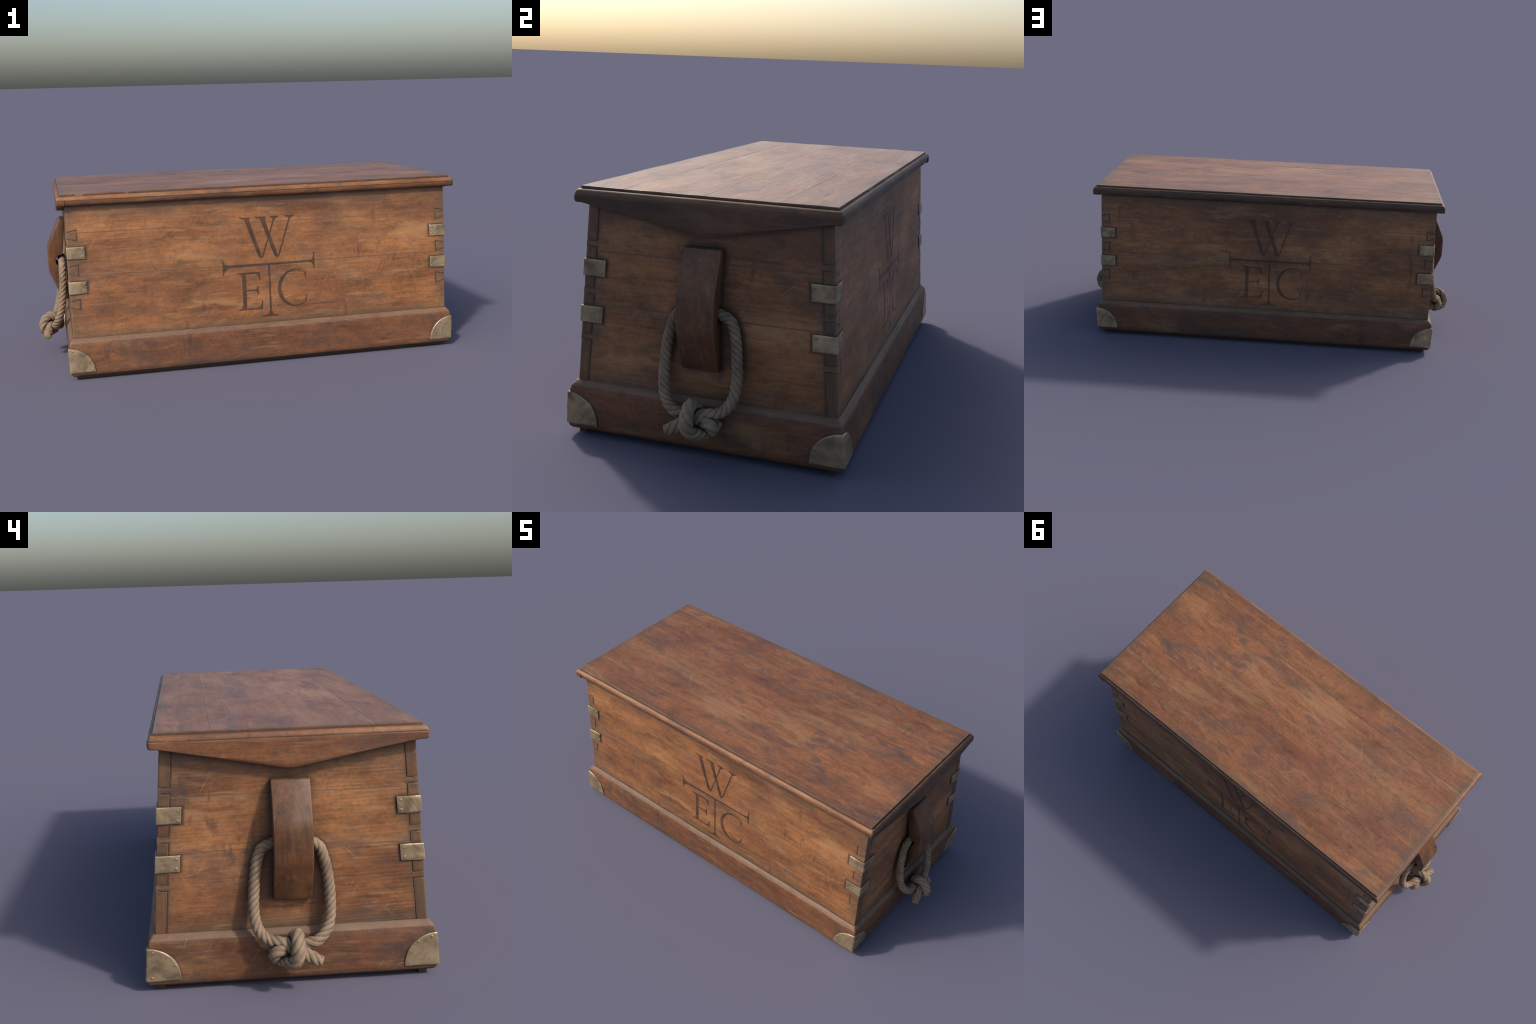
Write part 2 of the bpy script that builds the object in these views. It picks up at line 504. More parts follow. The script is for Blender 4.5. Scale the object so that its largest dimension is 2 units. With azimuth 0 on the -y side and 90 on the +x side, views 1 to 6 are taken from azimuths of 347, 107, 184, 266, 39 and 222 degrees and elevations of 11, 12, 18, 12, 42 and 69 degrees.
# --------------------------------------------------- box: end boards
NECKS = [(zc - 0.0105, zc + 0.0105) for zc in TAILS]
PIN_Z = [(0.6265, Z1), (0.4785, 0.6065), (0.3315, 0.4575), (Z0, 0.3105)]
PIN_W = 0.0345
SEAMS_END = (Z0, 0.4285, 0.597, Z1)
for sgn in (-1, 1):
    def surf(U, V):                         # U runs -1..1 across the tapered end
        w = 0.3765 + (0.735 - V) * 0.04 / 0.56 - 0.0012
        return np.stack([np.full(U.shape, sgn * BX), U * w, V], -1)
    def nrm(U, V):
        return np.broadcast_to(np.array([float(sgn), 0, 0]), U.shape + (3,))
    def disp(U, V, P):
        h = 0.0006 * fnoise(P * [1, 0.5, 2], 5 + sgn, 3.0) + 0.0003 * fnoise(P * [1, 0.3, 3], 11 + sgn, 14.0)
        h += dents(P[..., 1:], 60 + sgn, 14, ((-0.36, 0.36), (0.2, 0.7)))
        d = 0.3765 + (0.735 - V) * 0.04 / 0.56 - np.abs(P[..., 1])
        for a, b in PIN_Z:
            m = (d < PIN_W + 0.0016) & (V > a - 0.0016) & (V < b + 0.0016)
            h = np.where(m, np.minimum(h, -0.0016), h)
        return h
    for i in range(3):
        z0, z1 = SEAMS_END[i], SEAMS_END[i + 1]
        us = axis_points(-1, 1, 0.014, 0.0045, [(-1, -0.895), (0.895, 1)])
        vs = axis_points(z0 + 0.00006, z1 - 0.00006, 0.0022, 0.0008, [(z0, z0 + 0.004), (z1 - 0.004, z1)])
        me = panel('end_board', us, vs, surf, nrm, disp, 0.030, edge=0.0009, edge_sides=(0, 0, 1, 1))
        add('end_board', me, M_END, root, 50)
    for a, b in PIN_Z:
        for s in (-1, 1):
            q = [(half_y(a) - 0.0016, a), (half_y(b) - 0.0016, b), (half_y(b) - PIN_W, b), (half_y(a) - PIN_W, a)]
            q = [(s * y, z) for y, z in q]
            pl = lambda u, v, h: (sgn * (BX + h), u, v)
            me = prism('corner_pin', q, pl, -0.012, 0.0006, bevel=0.0026, seg=3)
            add('corner_pin', me, M_PIN, root, 40)

# --------------------------------------------------------------- plinth
def ring_path(hx, hy, side, r, step):
    """Quarter of a rounded rectangle, from mid corner to mid corner."""
    a0 = {0: -135, 1: -45, 2: 45, 3: 135}[side]
    c = [(-1, -1), (1, -1), (1, 1), (-1, 1)]
    ca, cb = c[side], c[(side + 1) % 4]
    pts = []
    for t in (0, 15, 30, 45):
        a = math.radians(a0 + t)
        pts.append((ca[0] * (hx - r) + r * math.cos(a), ca[1] * (hy - r) + r * math.sin(a)))
    last = []
    for t in (45, 60, 75, 90):
        a = math.radians(a0 + t)
        last.append((cb[0] * (hx - r) + r * math.cos(a), cb[1] * (hy - r) + r * math.sin(a)))
    p, q = pts[-1], last[0]
    n = step
    for i in range(1, n):
        pts.append((p[0] + (q[0] - p[0]) * i / n, p[1] + (q[1] - p[1]) * i / n))
    return pts + last

def moulding(name, prof, mats, r, wob, seed, parent, sides=(0, 1, 2, 3), deg=48):
    """Mitred frame; prof = list of (half_x, half_y, z), outer face first."""
    obs = []
    for side in sides:
        n = 150 if side % 2 == 0 else 76
        rows = [ring_path(hx, hy, side, r, n) for hx, hy, z in prof]
        nu, nv = len(rows[0]), len(prof)
        P = np.array([[(*rows[v][u], prof[v][2]) for v in range(nv)] for u in range(nu)])
        mid = np.array([p[:2] for p in rows[len(rows) // 2]])
        out = np.array([[0, -1], [1, 0], [0, 1], [-1, 0]][side])
        fade = np.minimum(np.arange(nu), np.arange(nu)[::-1]) / 12.0
        fade = np.clip(fade, 0, 1)[:, None]
        w = wob * fnoise(P, seed + side, 3.5) + 0.4 * wob * fnoise(P, seed + side + 4, 13.0)
        P[..., :2] += out * (w * fade)[..., None]
        P[..., 2] += 0.25 * wob * fnoise(P, seed + 9 + side, 3.0) * fade
        vid = np.arange(nu * nv).reshape(nu, nv)
        faces = []
        for u in range(nu - 1):
            for v in range(nv):
                w2 = (v + 1) % nv
                faces.append((int(vid[u, v]), int(vid[u + 1, v]), int(vid[u + 1, w2]), int(vid[u, w2])))
        faces.append(tuple(int(i) for i in vid[0])); faces.append(tuple(int(i) for i in vid[-1][::-1]))
        me = mesh(name, P.reshape(-1, 3), faces)
        fix_normals(me)
        obs.append(add(name, me, mats[side % 2], parent, deg))
    return obs

PLINTH = [(0.825, 0.385, 0.179), (0.856, 0.4195, 0.1785), (0.8600, 0.4232, 0.1758), (0.8660, 0.4285, 0.1692),
          (0.8718, 0.4338, 0.1625), (0.8728, 0.4350, 0.1600), (0.8750, 0.4376, 0.1510), (0.8766, 0.4392, 0.1400),
          (0.8756, 0.4413, 0.1100), (0.8742, 0.4436, 0.0750), (0.8728, 0.4458, 0.0400), (0.8722, 0.4462, 0.0320),
          (0.8695, 0.4440, 0.0235), (0.8640, 0.4385, 0.0175), (0.8560, 0.4305, 0.0150), (0.8100, 0.3850, 0.0140)]
moulding('plinth_board', PLINTH, (M_PLINTH, M_PLINTH_Y), 0.007, 0.0011, 31, root, deg=24)
for s in (-1, 1):
    q = [(-0.848, 0.0), (0.848, 0.0), (0.848, 0.02), (-0.848, 0.02)]
    me = prism('runner', q, lambda a, b, h: (a, s * (0.393 + h), b), 0.0, 0.025, bevel=0.002)
    add('runner', me, M_RUNNER, root, 40)
q = [(-0.82, -0.395), (0.82, -0.395), (0.82, 0.395), (-0.82, 0.395)]
me = prism('bottom_board', q, lambda a, b, h: (a, b, h), 0.017, 0.045)
add('bottom_board', me, M_RUNNER, root, 40)

# ------------------------------------------------------------------ lid
lid = bpy.data.objects.new('lid', None)
bpy.context.scene.collection.objects.link(lid)
lid.parent = root
TOP_SEAMS = (-SY, -0.2525, -0.002, 0.226, SY)
for i in range(4):
    y0, y1 = TOP_SEAMS[i], TOP_SEAMS[i + 1]
    surf = lambda U, V: np.stack([U, V, np.full(U.shape, SZ)], -1)
    nrm = lambda U, V: np.broadcast_to(np.array([0, 0, 1.0]), U.shape + (3,))
    def disp(U, V, P):
        h = 0.0007 * fnoise(P * [0.4, 2, 1], 17 + i, 2.5) + 0.0002 * fnoise(P * [0.25, 3, 1], 23 + i, 14.0) - 0.0003
        return h + dents(P[..., :2], 80 + i, 12, ((-0.85, 0.85), (y0, y1)))
    us = axis_points(-SX, SX, 0.008, 0.0008, [(-SX, -SX + 0.004), (SX - 0.004, SX)])
    vs = axis_points(y0 + 0.00006, y1 - 0.00006, 0.003, 0.0006, [(y0, y0 + 0.004), (y1 - 0.004, y1)])
    me = panel('lid_board', us, vs, surf, nrm, disp, 0.03, edge=0.0009)
    add('lid_board', me, M_TOP, lid, 50)

def off(d, z):
    return (0.8735 + d, 0.3900 + d, z)
BEAD = [off(-0.03, 0.7843), off(0.0000, 0.7848), off(0.0045, 0.7849), off(0.0085, 0.7842), off(0.0120, 0.7810), off(0.0148, 0.7770),
        off(0.0165, 0.7725), off(0.0172, 0.7692), off(0.0162, 0.7676), off(-0.03, 0.7672)]
moulding('lid_moulding', BEAD, (M_MOULD, M_MOULD_Y), 0.006, 0.0005, 51, lid)

# end pieces of the lid: a wedge-faced board with a shallow V along its foot
def lid_end(sgn):
    us = np.concatenate([np.linspace(-LY, -LY + 0.012, 8), np.linspace(-LY + 0.012, LY - 0.012, 161)[1:-1],
                         np.linspace(LY - 0.012, LY, 8)])
    prof_n = 14
    rows = []
    for y in us:
        a = abs(y)
        tip = 0.678 + (max(a - 0.0, 0.0)) * 0.0
        zb = 0.7445 - max(0.0, (0.385 - a)) * (0.7445 - 0.674) / 0.385
        k = 0.03                             # soften the point of the V
        if a < k:
            zk = 0.7445 - (0.385 - k) * (0.7445 - 0.674) / 0.385
            zb = zk - (1 - (a / k) ** 2) * 0.5 * k * (0.7445 - 0.674) / 0.385
        rise = 0.0
        e = LY - a                           # round the outer lower corner
        if e < 0.009:
            rise = 0.009 - math.sqrt(max(0.0, 0.009 ** 2 - (0.009 - e) ** 2))
        rnd_in = 0.0
        if e < 0.005:
            rnd_in = 0.005 - math.sqrt(max(0.0, 0.005 ** 2 - (0.005 - e) ** 2))
        zb += rise
        zt = 0.7676
        row = []
        rb = 0.005
        for j in range(prof_n):
            t = j / (prof_n - 1)
            z = zt + (zb - zt) * t
            x = LX - 0.0008 - 0.028 * (zt - z) - rnd_in
            dz = z - zb
            if dz < rb:
                x -= rb * (1 - math.sqrt(max(0.0, 1 - (1 - dz / rb) ** 2))) * 0.8
            top = zt - z
            if top < 0.0025:
                x -= (0.0025 - top) * 0.5
            row.append((x, y, z))
        row.append((0.8565, y, zb)); row.append((0.8565, y, zt))
        rows.append(row)
    P = np.array(rows)
    P[..., 0] += 0.0006 * fnoise(P, 71 + sgn, 4.0) * (P[..., 0] > 0.86)
    P[..., 0] *= sgn
    nu, nv = P.shape[:2]
    vid = np.arange(nu * nv).reshape(nu, nv)
    faces = [(int(vid[u, v]), int(vid[u + 1, v]), int(vid[u + 1, (v + 1) % nv]), int(vid[u, (v + 1) % nv]))
             for u in range(nu - 1) for v in range(nv)]
    faces += [tuple(map(int, vid[0])), tuple(map(int, vid[-1][::-1]))]
    me = mesh('lid_end_board', P.reshape(-1, 3), faces)
    fix_normals(me)
    add('lid_end_board', me, M_CLEAT_LID, lid, 40)
for s in (-1, 1):
    lid_end(s)
    # plain strip under the long edge, between the end boards
    pr = [(0.3600, 0.7672), (LY - 0.0036, 0.7672), (LY - 0.0030, 0.7625), (LY - 0.0034, 0.7530),
          (LY - 0.0070, 0.7480), (LY - 0.0120, 0.7450), (0.3600, 0.7440)]
    xs = np.linspace(-0.8575, 0.8575, 150)
    P = np.array([[(x, y, z) for y, z in pr] for x in xs])
    P[..., 1] += 0.0006 * fnoise(P, 77 + s, 3.0)
    P[..., 2] += 0.0004 * fnoise(P, 79 + s, 3.0)
    P[..., 1] *= s
    nu, nv = P.shape[:2]
    vid = np.arange(nu * nv).reshape(nu, nv)
    faces = [(int(vid[u, v]), int(vid[u + 1, v]), int(vid[u + 1, (v + 1) % nv]), int(vid[u, (v + 1) % nv]))
             for u in range(nu - 1) for v in range(nv)]
    faces += [tuple(map(int, vid[0])), tuple(map(int, vid[-1][::-1]))]
    me = mesh('lid_strip', P.reshape(-1, 3), faces)
    fix_normals(me)
    add('lid_strip', me, M_STRIP, lid, 40)

# ----------------------------------------------------- brass straps, plates
def rivet_mesh():
    bm = bmesh.new()
    bmesh.ops.create_uvsphere(bm, u_segments=14, v_segments=8, radius=1.0)
    for v in bm.verts:
        v.co.z = v.co.z * 0.30
    me = bpy.data.meshes.new('rivet')
    bm.to_mesh(me); bm.free()
    me.materials.append(M_RIVET)
    smooth(me, 60)
    return me
RIVET = rivet_mesh()
def rivet(parent, pos, normal, r):
    ob = bpy.data.objects.new('rivet', RIVET)
    bpy.context.scene.collection.objects.link(ob)
    ob.parent = parent
    ob.location = pos
    ob.scale = (r, r, r)
    ob.rotation_euler = Vector(normal).to_track_quat('Z', 'Y').to_euler()

def corner_path(sx, sy, hx, hy_of_z, t, r, legx, legy):
    """Point function round a vertical corner. s<0 on the long face,
    s>0 on the end face, arc of radius r between; returns P, N."""
    arc = r * math.pi / 2
    def f(S, Z):
        hy = hy_of_z(Z)
        x = np.where(S < -arc / 2, hx + t - r + (S + arc / 2), 0.0)
        y = np.where(S < -arc / 2, hy + t, 0.0)
        nx = np.zeros(S.shape); ny = np.where(S < -arc / 2, 1.0, 0.0)
        m = np.abs(S) <= arc / 2
        a = math.pi / 4 - S / max(arc, 1e-6) * (math.pi / 2)
        x = np.where(m, hx + t - r + r * np.cos(a), x); y = np.where(m, hy + t - r + r * np.sin(a), y)
        nx = np.where(m, np.cos(a), nx); ny = np.where(m, np.sin(a), ny)
        g = S > arc / 2
        x = np.where(g, hx + t, x); y = np.where(g, hy + t - r - (S - arc / 2), y)
        nx = np.where(g, 1.0, nx); ny = np.where(g, 0.0, ny)
        P = np.stack([sx * x, sy * y, Z], -1)
        N = np.stack([sx * nx, sy * ny, np.zeros(S.shape)], -1)
        return P, N
    return f, arc

np_hy = lambda Z: 0.3765 + (0.735 - Z) * 0.04 / 0.56
seed = 0
for sx in (-1, 1):
    for sy in (-1, 1):
        for zb, zt in ((0.5165, 0.5685), (0.3695, 0.4210)):
            seed += 1
            t = 0.0048
            f, arc = corner_path(sx, sy, BX, np_hy, t, 0.0035, 0, 0)
            L1, L2 = 0.0755, 0.0735
            us = np.concatenate([np.linspace(-L1, -L1 + 0.004, 5), np.linspace(-L1 + 0.004, -arc / 2, 24)[1:],
                                 np.linspace(-arc / 2, arc / 2, 6)[1:], np.linspace(arc / 2, L2 - 0.004, 24)[1:],
                                 np.linspace(L2 - 0.004, L2, 5)[1:]])
            vs = np.concatenate([np.linspace(zb, zb + 0.003, 4), np.linspace(zb + 0.003, zt - 0.003, 16)[1:-1],
                                 np.linspace(zt - 0.003, zt, 4)])
            dp = lambda U, V, P: 0.0008 * fnoise(P, 90 + seed, 11.0) + 0.0003 * fnoise(P, 190 + seed, 30.0)
            me = panel('brass_strap', us, vs, lambda U, V: f(U, V)[0], lambda U, V: f(U, V)[1], dp, t + 0.0008, edge=0.0024)
            ob = add('brass_strap', me, M_BRASS, root, 50)
            for s in (-L1 + 0.011, L2 - 0.011):
                for z in (zb + 0.011, zt - 0.011):
                    p, n = f(np.array([s]), np.array([z]))
                    rivet(ob, p[0] - n[0] * 0.0004, n[0], 0.0054)

def plinth_hy(Z):
    return 0.4392 + (0.1400 - Z) * (0.4458 - 0.4392) / 0.1
def plinth_hx(Z):
    return 0.8766 - (0.1400 - Z) * (0.8766 - 0.8728) / 0.1
for sx in (-1, 1):
    for sy in (-1, 1):
        seed += 1
        t, r, R = 0.0045, 0.006, 0.1055
        zb, H = 0.0345, 0.1070
        arc = r * math.pi / 2
        def rim(S):                          # quarter-round outline
            d = np.clip((np.abs(S) - arc / 2 + r * 0.6) / R, 0, 0.9995)
            return 0.004 + (H - 0.004) * np.sqrt(1 - d * d)
        def place(S, T):
            Z = zb + T * rim(S)
            fx, _ = corner_path(sx, sy, 0.8766, plinth_hy, t, r, 0, 0)
            P, N = fx(S, Z)
            P[..., 0] += sx * (plinth_hx(Z) - 0.8766)
            return P, N
        e = R - r * 0.6 + arc / 2
        ph = np.linspace(0, math.pi / 2, 30)
        leg = arc / 2 + (e - arc / 2) * np.sin(ph)
        us = np.concatenate([-leg[::-1], np.linspace(-arc / 2, arc / 2, 6)[1:-1], leg])
        vs = np.concatenate([np.linspace(0, 0.04, 4), np.linspace(0.04, 0.95, 22)[1:-1], np.linspace(0.95, 1, 4)])
        def dp(U, V, P):
            h = 0.0010 * fnoise(P, 120 + seed, 9.0) + 0.0003 * fnoise(P, 220 + seed, 26.0)
            rr = 0.0024                      # round over the rim
            d = np.minimum((1 - V) * rim(U), V * rim(U))
            d = np.minimum(d, np.abs(e - np.abs(U)) * 0.8 + 0.0)
            return h - rr * np.clip(1 - d / (2 * rr), 0, 1) ** 2
        me = panel('corner_plate', us, vs, lambda U, V: place(U, V)[0], lambda U, V: place(U, V)[1], dp,
                   t + 0.0012, edge=0.0016, edge_sides=(0, 0, 0, 0))
        ob = add('corner_plate', me, M_BRASS, root, 50)
        for sg in (-1, 1):
            for d, z in ((0.014, 0.012), (0.090, 0.011), (0.082, 0.050), (0.056, 0.080), (0.014, 0.094)):
                S = np.array([sg * (arc / 2 + d)])
                T = np.array([z]) / rim(S)
                p, n = place(S, T)
                rivet(ob, p[0] - n[0] * 0.0006, n[0], 0.0052)

# ------------------------------------------------------ lettering on sides
def resample(poly, step, jit, rs):
    out = []
    for i in range(len(poly)):
        a, b = np.array(poly[i]), np.array(poly[(i + 1) % len(poly)])
        n = max(1, int(np.linalg.norm(b - a) / step))
        for j in range(n):
            p = a + (b - a) * j / n
            out.append(tuple(p + rs.normal(size=2) * jit))
    return out

ZT = 0.6505                                  # cap line of the upper letter
def vee(a, base, c, s0, s1, s2, s3, wide=0.0190, thin=0.0058):
    """One V of the double-V: thick left stroke, thin right, serifed tops."""
    zb, zs = 0.4670, ZT - 0.0045
    h, th = wide / 2, thin / 2
    f = lambda z: (zs - z) / (zs - zb)
    thick = lambda z: a + (base - 0.003 - a) * f(z)      # stroke centre lines
    fine = lambda z: c + (base + 0.0045 - c) * f(z)
    zi = zb                                  # inner crotch: where they meet
    while fine(zi) - th < thick(zi) + h * 0.92:
        zi += 0.0005
    return [(s0, ZT), (s1, ZT), (s1 - 0.002, zs + 0.001), (thick(0.640) + h + 0.0025, 0.642), (thick(0.630) + h, 0.630),
            (thick(zi) + h * 0.92, zi), (fine(0.630) - th, 0.630), (fine(0.641) - th - 0.003, 0.6425),
            (s2 + 0.002, zs + 0.0015), (s2, ZT), (s3, ZT), (s3 - 0.002, zs + 0.0015), (fine(0.640) + th + 0.004, 0.641),
            (fine(0.628) + th, 0.628), (fine(zb + 0.006) + th, zb + 0.006), (base + 0.0025, zb), (base - 0.0040, zb),
            (thick(zb + 0.008) - h * 0.75, zb + 0.008), (thick(0.630) - h, 0.630), (thick(0.640) - h - 0.003, 0.6415), (s0 + 0.003, zs + 0.0015)]
LETTERS = {
    'letter_w': [vee(-0.0815, -0.0195, 0.0465, -0.113, -0.062, 0.0265, 0.066),
                 vee(-0.0105, 0.0540, 0.1175, -0.040, 0.005, 0.0925, 0.141)],
    'letter_t': [[(-0.1955, 0.4750), (-0.1915, 0.4750), (-0.1895, 0.4580), (-0.1835, 0.4465), (-0.1650, 0.4425),
                  (0.1950, 0.4420), (0.2110, 0.4465), (0.2190, 0.4590), (0.2215, 0.4790), (0.2260, 0.4790),
                  (0.2265, 0.4040), (0.2220, 0.4040), (0.2195, 0.4190), (0.2130, 0.4300), (0.1970, 0.4350),
                  (0.0185, 0.4350), (0.0198, 0.2300), (0.0250, 0.2160), (0.0350, 0.2105), (0.0495, 0.2085), (0.0495, 0.2045),
                  (-0.0210, 0.2045), (-0.0210, 0.2085), (-0.0030, 0.2110), (0.0075, 0.2170), (0.0125, 0.2300), (0.0100, 0.4345),
                  (-0.1590, 0.4330), (-0.1770, 0.4270), (-0.1880, 0.4160), (-0.1905, 0.4000), (-0.1945, 0.4000)]],
    'letter_e': [[(-0.1300, 0.4070), (-0.0275, 0.4070), (-0.0275, 0.3715), (-0.0315, 0.3715), (-0.0345, 0.3880), (-0.0420, 0.3975),
                  (-0.0560, 0.4000), (-0.0925, 0.4000), (-0.0925, 0.3300), (-0.0540, 0.3300), (-0.0440, 0.3340), (-0.0405, 0.3440),
                  (-0.0370, 0.3440), (-0.0370, 0.3050), (-0.0405, 0.3050), (-0.0440, 0.3180), (-0.0540, 0.3240), (-0.0925, 0.3240),
                  (-0.0925, 0.2465), (-0.0480, 0.2465), (-0.0340, 0.2510), (-0.0255, 0.2620), (-0.0230, 0.2780), (-0.0190, 0.2780),
                  (-0.0205, 0.2395), (-0.1300, 0.2395), (-0.1300, 0.2430), (-0.1170, 0.2460), (-0.1095, 0.2540),
                  (-0.1095, 0.3930), (-0.1165, 0.4005), (-0.1300, 0.4030)]],
}
def letter_c():
    pts = []
    for i in range(37):                      # outer bow, top right round to bottom right
        a = math.radians(52 + i * (308 - 52) / 36)
        pts.append((0.1300 + 0.0785 * math.cos(a), 0.3245 + 0.0840 * math.sin(a)))
    pts += [(0.1815, 0.2620), (0.1840, 0.2740), (0.1855, 0.2900), (0.1825, 0.2900), (0.1790, 0.2760), (0.1740, 0.2680)]
    for i in range(33):                      # inner bow back up
        a = math.radians(304 - i * (304 - 54) / 32)
        pts.append((0.1370 + 0.0690 * math.cos(a), 0.3255 + 0.0785 * math.sin(a)))
    pts += [(0.1775, 0.3790), (0.1800, 0.3670), (0.1835, 0.3670), (0.1825, 0.3980)]
    return pts
LETTERS['letter_c'] = [letter_c()]

def rotz(dx):
    return lambda x, y, z: (x, y, z)
for sgn in (-1, 1):
    rs = np.random.RandomState(5 + sgn)
    group = bpy.data.objects.new('lettering', None)
    bpy.context.scene.collection.objects.link(group)
    group.parent = root
    for nm, polys in LETTERS.items():
        bm = bmesh.new()
        for lvl, poly in enumerate(polys):
            poly = resample(poly, 0.006, 0.00045, rs)
            top = 0.0006 + 0.0002 * lvl
            if sgn < 0:
                pl = lambda a, b, h: (a, -(half_y(b) + h), b)
            else:
                pl = lambda a, b, h: (-a - 0.0095, half_y(b) + h, b)
            me = prism(nm, poly, pl, -0.003, top)
            bm.from_mesh(me)
            bpy.data.meshes.remove(me)
        me = bpy.data.meshes.new(nm)
        bm.to_mesh(me); bm.free()
        add(nm, me, M_INK if sgn < 0 else M_INK_BACK, group, 30)

# ------------------------------------------------------- cleats and ropes
CLEAT = [(0.852, 0.6410), (0.874, 0.6430), (0.8810, 0.6395), (0.9300, 0.5310), (0.9352, 0.5160), (0.9372, 0.5000), (0.9382, 0.460),
         (0.9375, 0.4200), (0.9350, 0.4020), (0.9300, 0.3890), (0.8840, 0.2800), (0.8790, 0.2735), (0.872, 0.2715), (0.852, 0.2715)]
for i in range(13):                          # the eye for the rope, open to the wall
    a = math.radians(-100 + i * 200 / 12)
    CLEAT.append((0.8765 + 0.0262 * math.cos(a), 0.4525 + 0.0262 * math.sin(a)))
def cleat_obj(sgn):
    bm = bmesh.new()
    W = 0.0585
    lo = [bm.verts.new((sgn * o, -W, z)) for o, z in CLEAT]
    hi = [bm.verts.new((sgn * o, W, z)) for o, z in CLEAT]
    n = len(CLEAT)
    for i in range(n):
        j = (i + 1) % n
        bm.faces.new((lo[i], lo[j], hi[j], hi[i]))
    top, bot = bm.faces.new(hi), bm.faces.new(lo[::-1])
    bmesh.ops.recalc_face_normals(bm, faces=bm.faces)
    bmesh.ops.bevel(bm, geom=list(set(top.edges) | set(bot.edges)), offset=0.0045, segments=3, profile=0.5,
                    affect='EDGES', clamp_overlap=True)
    bmesh.ops.triangulate(bm, faces=[f for f in bm.faces if len(f.verts) > 4])
    me = bpy.data.meshes.new('handle_cleat')
    bm.to_mesh(me); bm.free()
    return add('handle_cleat', me, M_CLEAT, root, 28)

# centre line of the rope: tail end, up the far side, through the eye, down
# the near side and round the overhand knot (outward distance, y, z)
ROPE = [(0.964, -0.075, 0.1045), (0.960, -0.063, 0.1090), (0.953, -0.040, 0.1200), (0.947, -0.012, 0.1350), (0.938, 0.018, 0.1500),
        (0.930, 0.045, 0.1590), (0.921, 0.072, 0.1630), (0.913, 0.097, 0.1790), (0.902, 0.1140, 0.2110), (0.8925, 0.1190, 0.2545), (0.8850, 0.1170, 0.2975),
        (0.8800, 0.1125, 0.3460), (0.8775, 0.1055, 0.3940), (0.8760, 0.0920, 0.4320), (0.8755, 0.0680, 0.4465), (0.8760, 0.0400, 0.4525), (0.8765, 0.0, 0.4535),
        (0.8760, -0.0400, 0.4525), (0.8755, -0.0660, 0.4455), (0.8760, -0.0850, 0.4280), (0.8775, -0.0965, 0.3900), (0.8795, -0.1060, 0.3450),
        (0.8840, -0.1110, 0.2900), (0.8910, -0.1108, 0.2450), (0.9010, -0.1050, 0.2050), (0.9130, -0.0880, 0.1740), (0.9210, -0.0640, 0.1545),
        (0.9180, -0.0350, 0.1450), (0.9150, -0.0050, 0.1400), (0.9250, 0.0220, 0.1420), (0.9400, 0.0420, 0.1420), (0.9430, 0.0600, 0.1330),
        (0.9340, 0.0640, 0.1180), (0.9260, 0.0520, 0.1080), (0.9350, 0.0340, 0.1060), (0.9520, 0.0200, 0.1060), (0.9680, 0.0080, 0.1110),
        (0.9775, 0.0000, 0.1300), (0.9765, -0.0030, 0.1520), (0.9640, -0.0040, 0.1740), (0.9440, -0.0040, 0.1860), (0.9240, -0.0030, 0.1800), (0.9080, 0.0040, 0.1620),
        (0.9020, 0.0220, 0.1400), (0.9030, 0.0480, 0.1230), (0.9060, 0.0760, 0.1160)]
ROPE_R = 0.0172
KNOT_C = (0.945, 0.0, 0.135)                 # the knot is fatter and looser laid

def catmull(pts, per):
    P = np.array(pts)
    P = np.vstack([2 * P[0] - P[1], P, 2 * P[-1] - P[-2]])
    out = []
    for i in range(1, len(P) - 2):
        p0, p1, p2, p3 = P[i - 1:i + 3]
        for j in range(per):
            t = j / per
            out.append(0.5 * (2 * p1 + (p2 - p0) * t + (2 * p0 - 5 * p1 + 4 * p2 - p3) * t * t + (3 * p1 - p0 - 3 * p2 + p3) * t ** 3))
    out.append(P[-2])
    return np.array(out)

def even(P, step):
    d = np.concatenate([[0], np.cumsum(np.linalg.norm(np.diff(P, axis=0), axis=1))])
    s = np.linspace(0, d[-1], int(d[-1] / step) + 1)
    return np.stack([np.interp(s, d, P[:, i]) for i in range(3)], -1), s

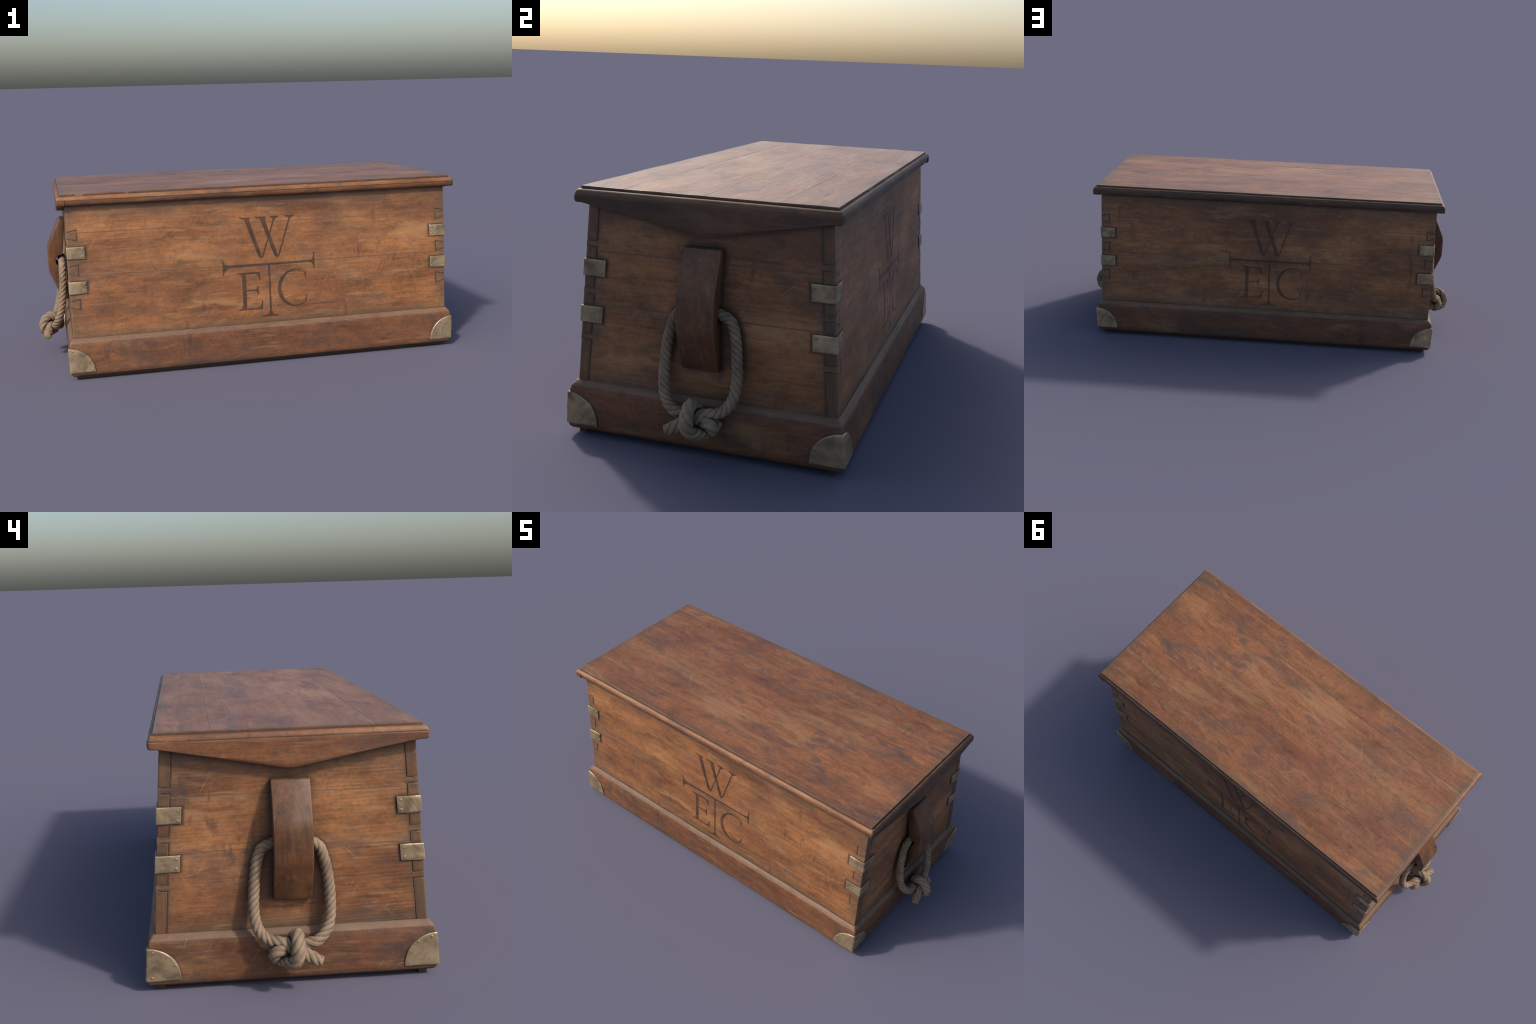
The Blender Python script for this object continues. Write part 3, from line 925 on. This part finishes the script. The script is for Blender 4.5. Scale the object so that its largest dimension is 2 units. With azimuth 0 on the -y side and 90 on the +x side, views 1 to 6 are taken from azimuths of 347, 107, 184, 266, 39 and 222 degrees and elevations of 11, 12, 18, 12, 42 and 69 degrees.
def rope_mesh(sgn):
    C, s = even(catmull(ROPE, 16), 0.0022)
    for _ in range(3):
        C[1:-1] = 0.25 * C[:-2] + 0.5 * C[1:-1] + 0.25 * C[2:]
    T = np.gradient(C, axis=0); T /= np.linalg.norm(T, axis=1)[:, None]
    n = np.cross(T[0], [0, 0, 1.0]); n /= np.linalg.norm(n)
    Nn = [n]
    for i in range(1, len(C)):
        n = Nn[-1] - T[i] * (Nn[-1] @ T[i]); Nn.append(n / np.linalg.norm(n))
    Nn = np.array(Nn); B = np.cross(T, Nn)
    K = 54
    th = np.arange(K) / K * 2 * math.pi
    kn = np.clip(1.45 - np.linalg.norm((C - np.array(KNOT_C)) / np.array([1, 1.1, 1]), axis=1) / 0.060, 0, 1)
    kn = kn * kn * (3 - 2 * kn)
    pitch = 0.083 + 0.040 * kn
    turn = np.concatenate([[0], np.cumsum(np.diff(s) / pitch[1:])]) * 2 * math.pi
    verts = []
    for i in range(len(C)):
        tw = turn[i]
        lobe = np.abs(np.cos(2.0 * (th + tw)))          # strands laid together
        yarn = np.cos(25 * (th - 0.40 * tw))             # fine counter twist of the yarns
        r = ROPE_R * (1 + 0.25 * kn[i]) * (0.775 + 0.232 * lobe ** 0.60 + 0.006 * yarn)
        e = min(s[i], s[-1] - s[i])                      # slightly rounded cut ends
        if e < 0.005:
            r = r * (0.80 + 0.20 * math.sqrt(1 - (1 - e / 0.005) ** 2))
        ring = C[i] + Nn[i] * (np.cos(th) * r)[:, None] + B[i] * (np.sin(th) * r)[:, None]
        verts.append(ring)
    V = np.concatenate(verts)
    m = len(C)
    faces = []
    for i in range(m - 1):
        for j in range(K):
            k = (j + 1) % K
            faces.append((i * K + j, i * K + k, (i + 1) * K + k, (i + 1) * K + j))
    V = np.vstack([V, C[0] - T[0] * 0.001, C[-1] + T[-1] * 0.001])
    a, b = len(V) - 2, len(V) - 1
    for j in range(K):
        k = (j + 1) % K
        faces.append((k, j, a)); faces.append(((m - 1) * K + j, (m - 1) * K + k, b))
    V[:, 0] *= sgn
    me = mesh('rope_handle', V, faces)
    fix_normals(me)
    return me

for s in (-1, 1):
    c = cleat_obj(s)
    add('rope_handle', rope_mesh(s), M_ROPE, c, 60)
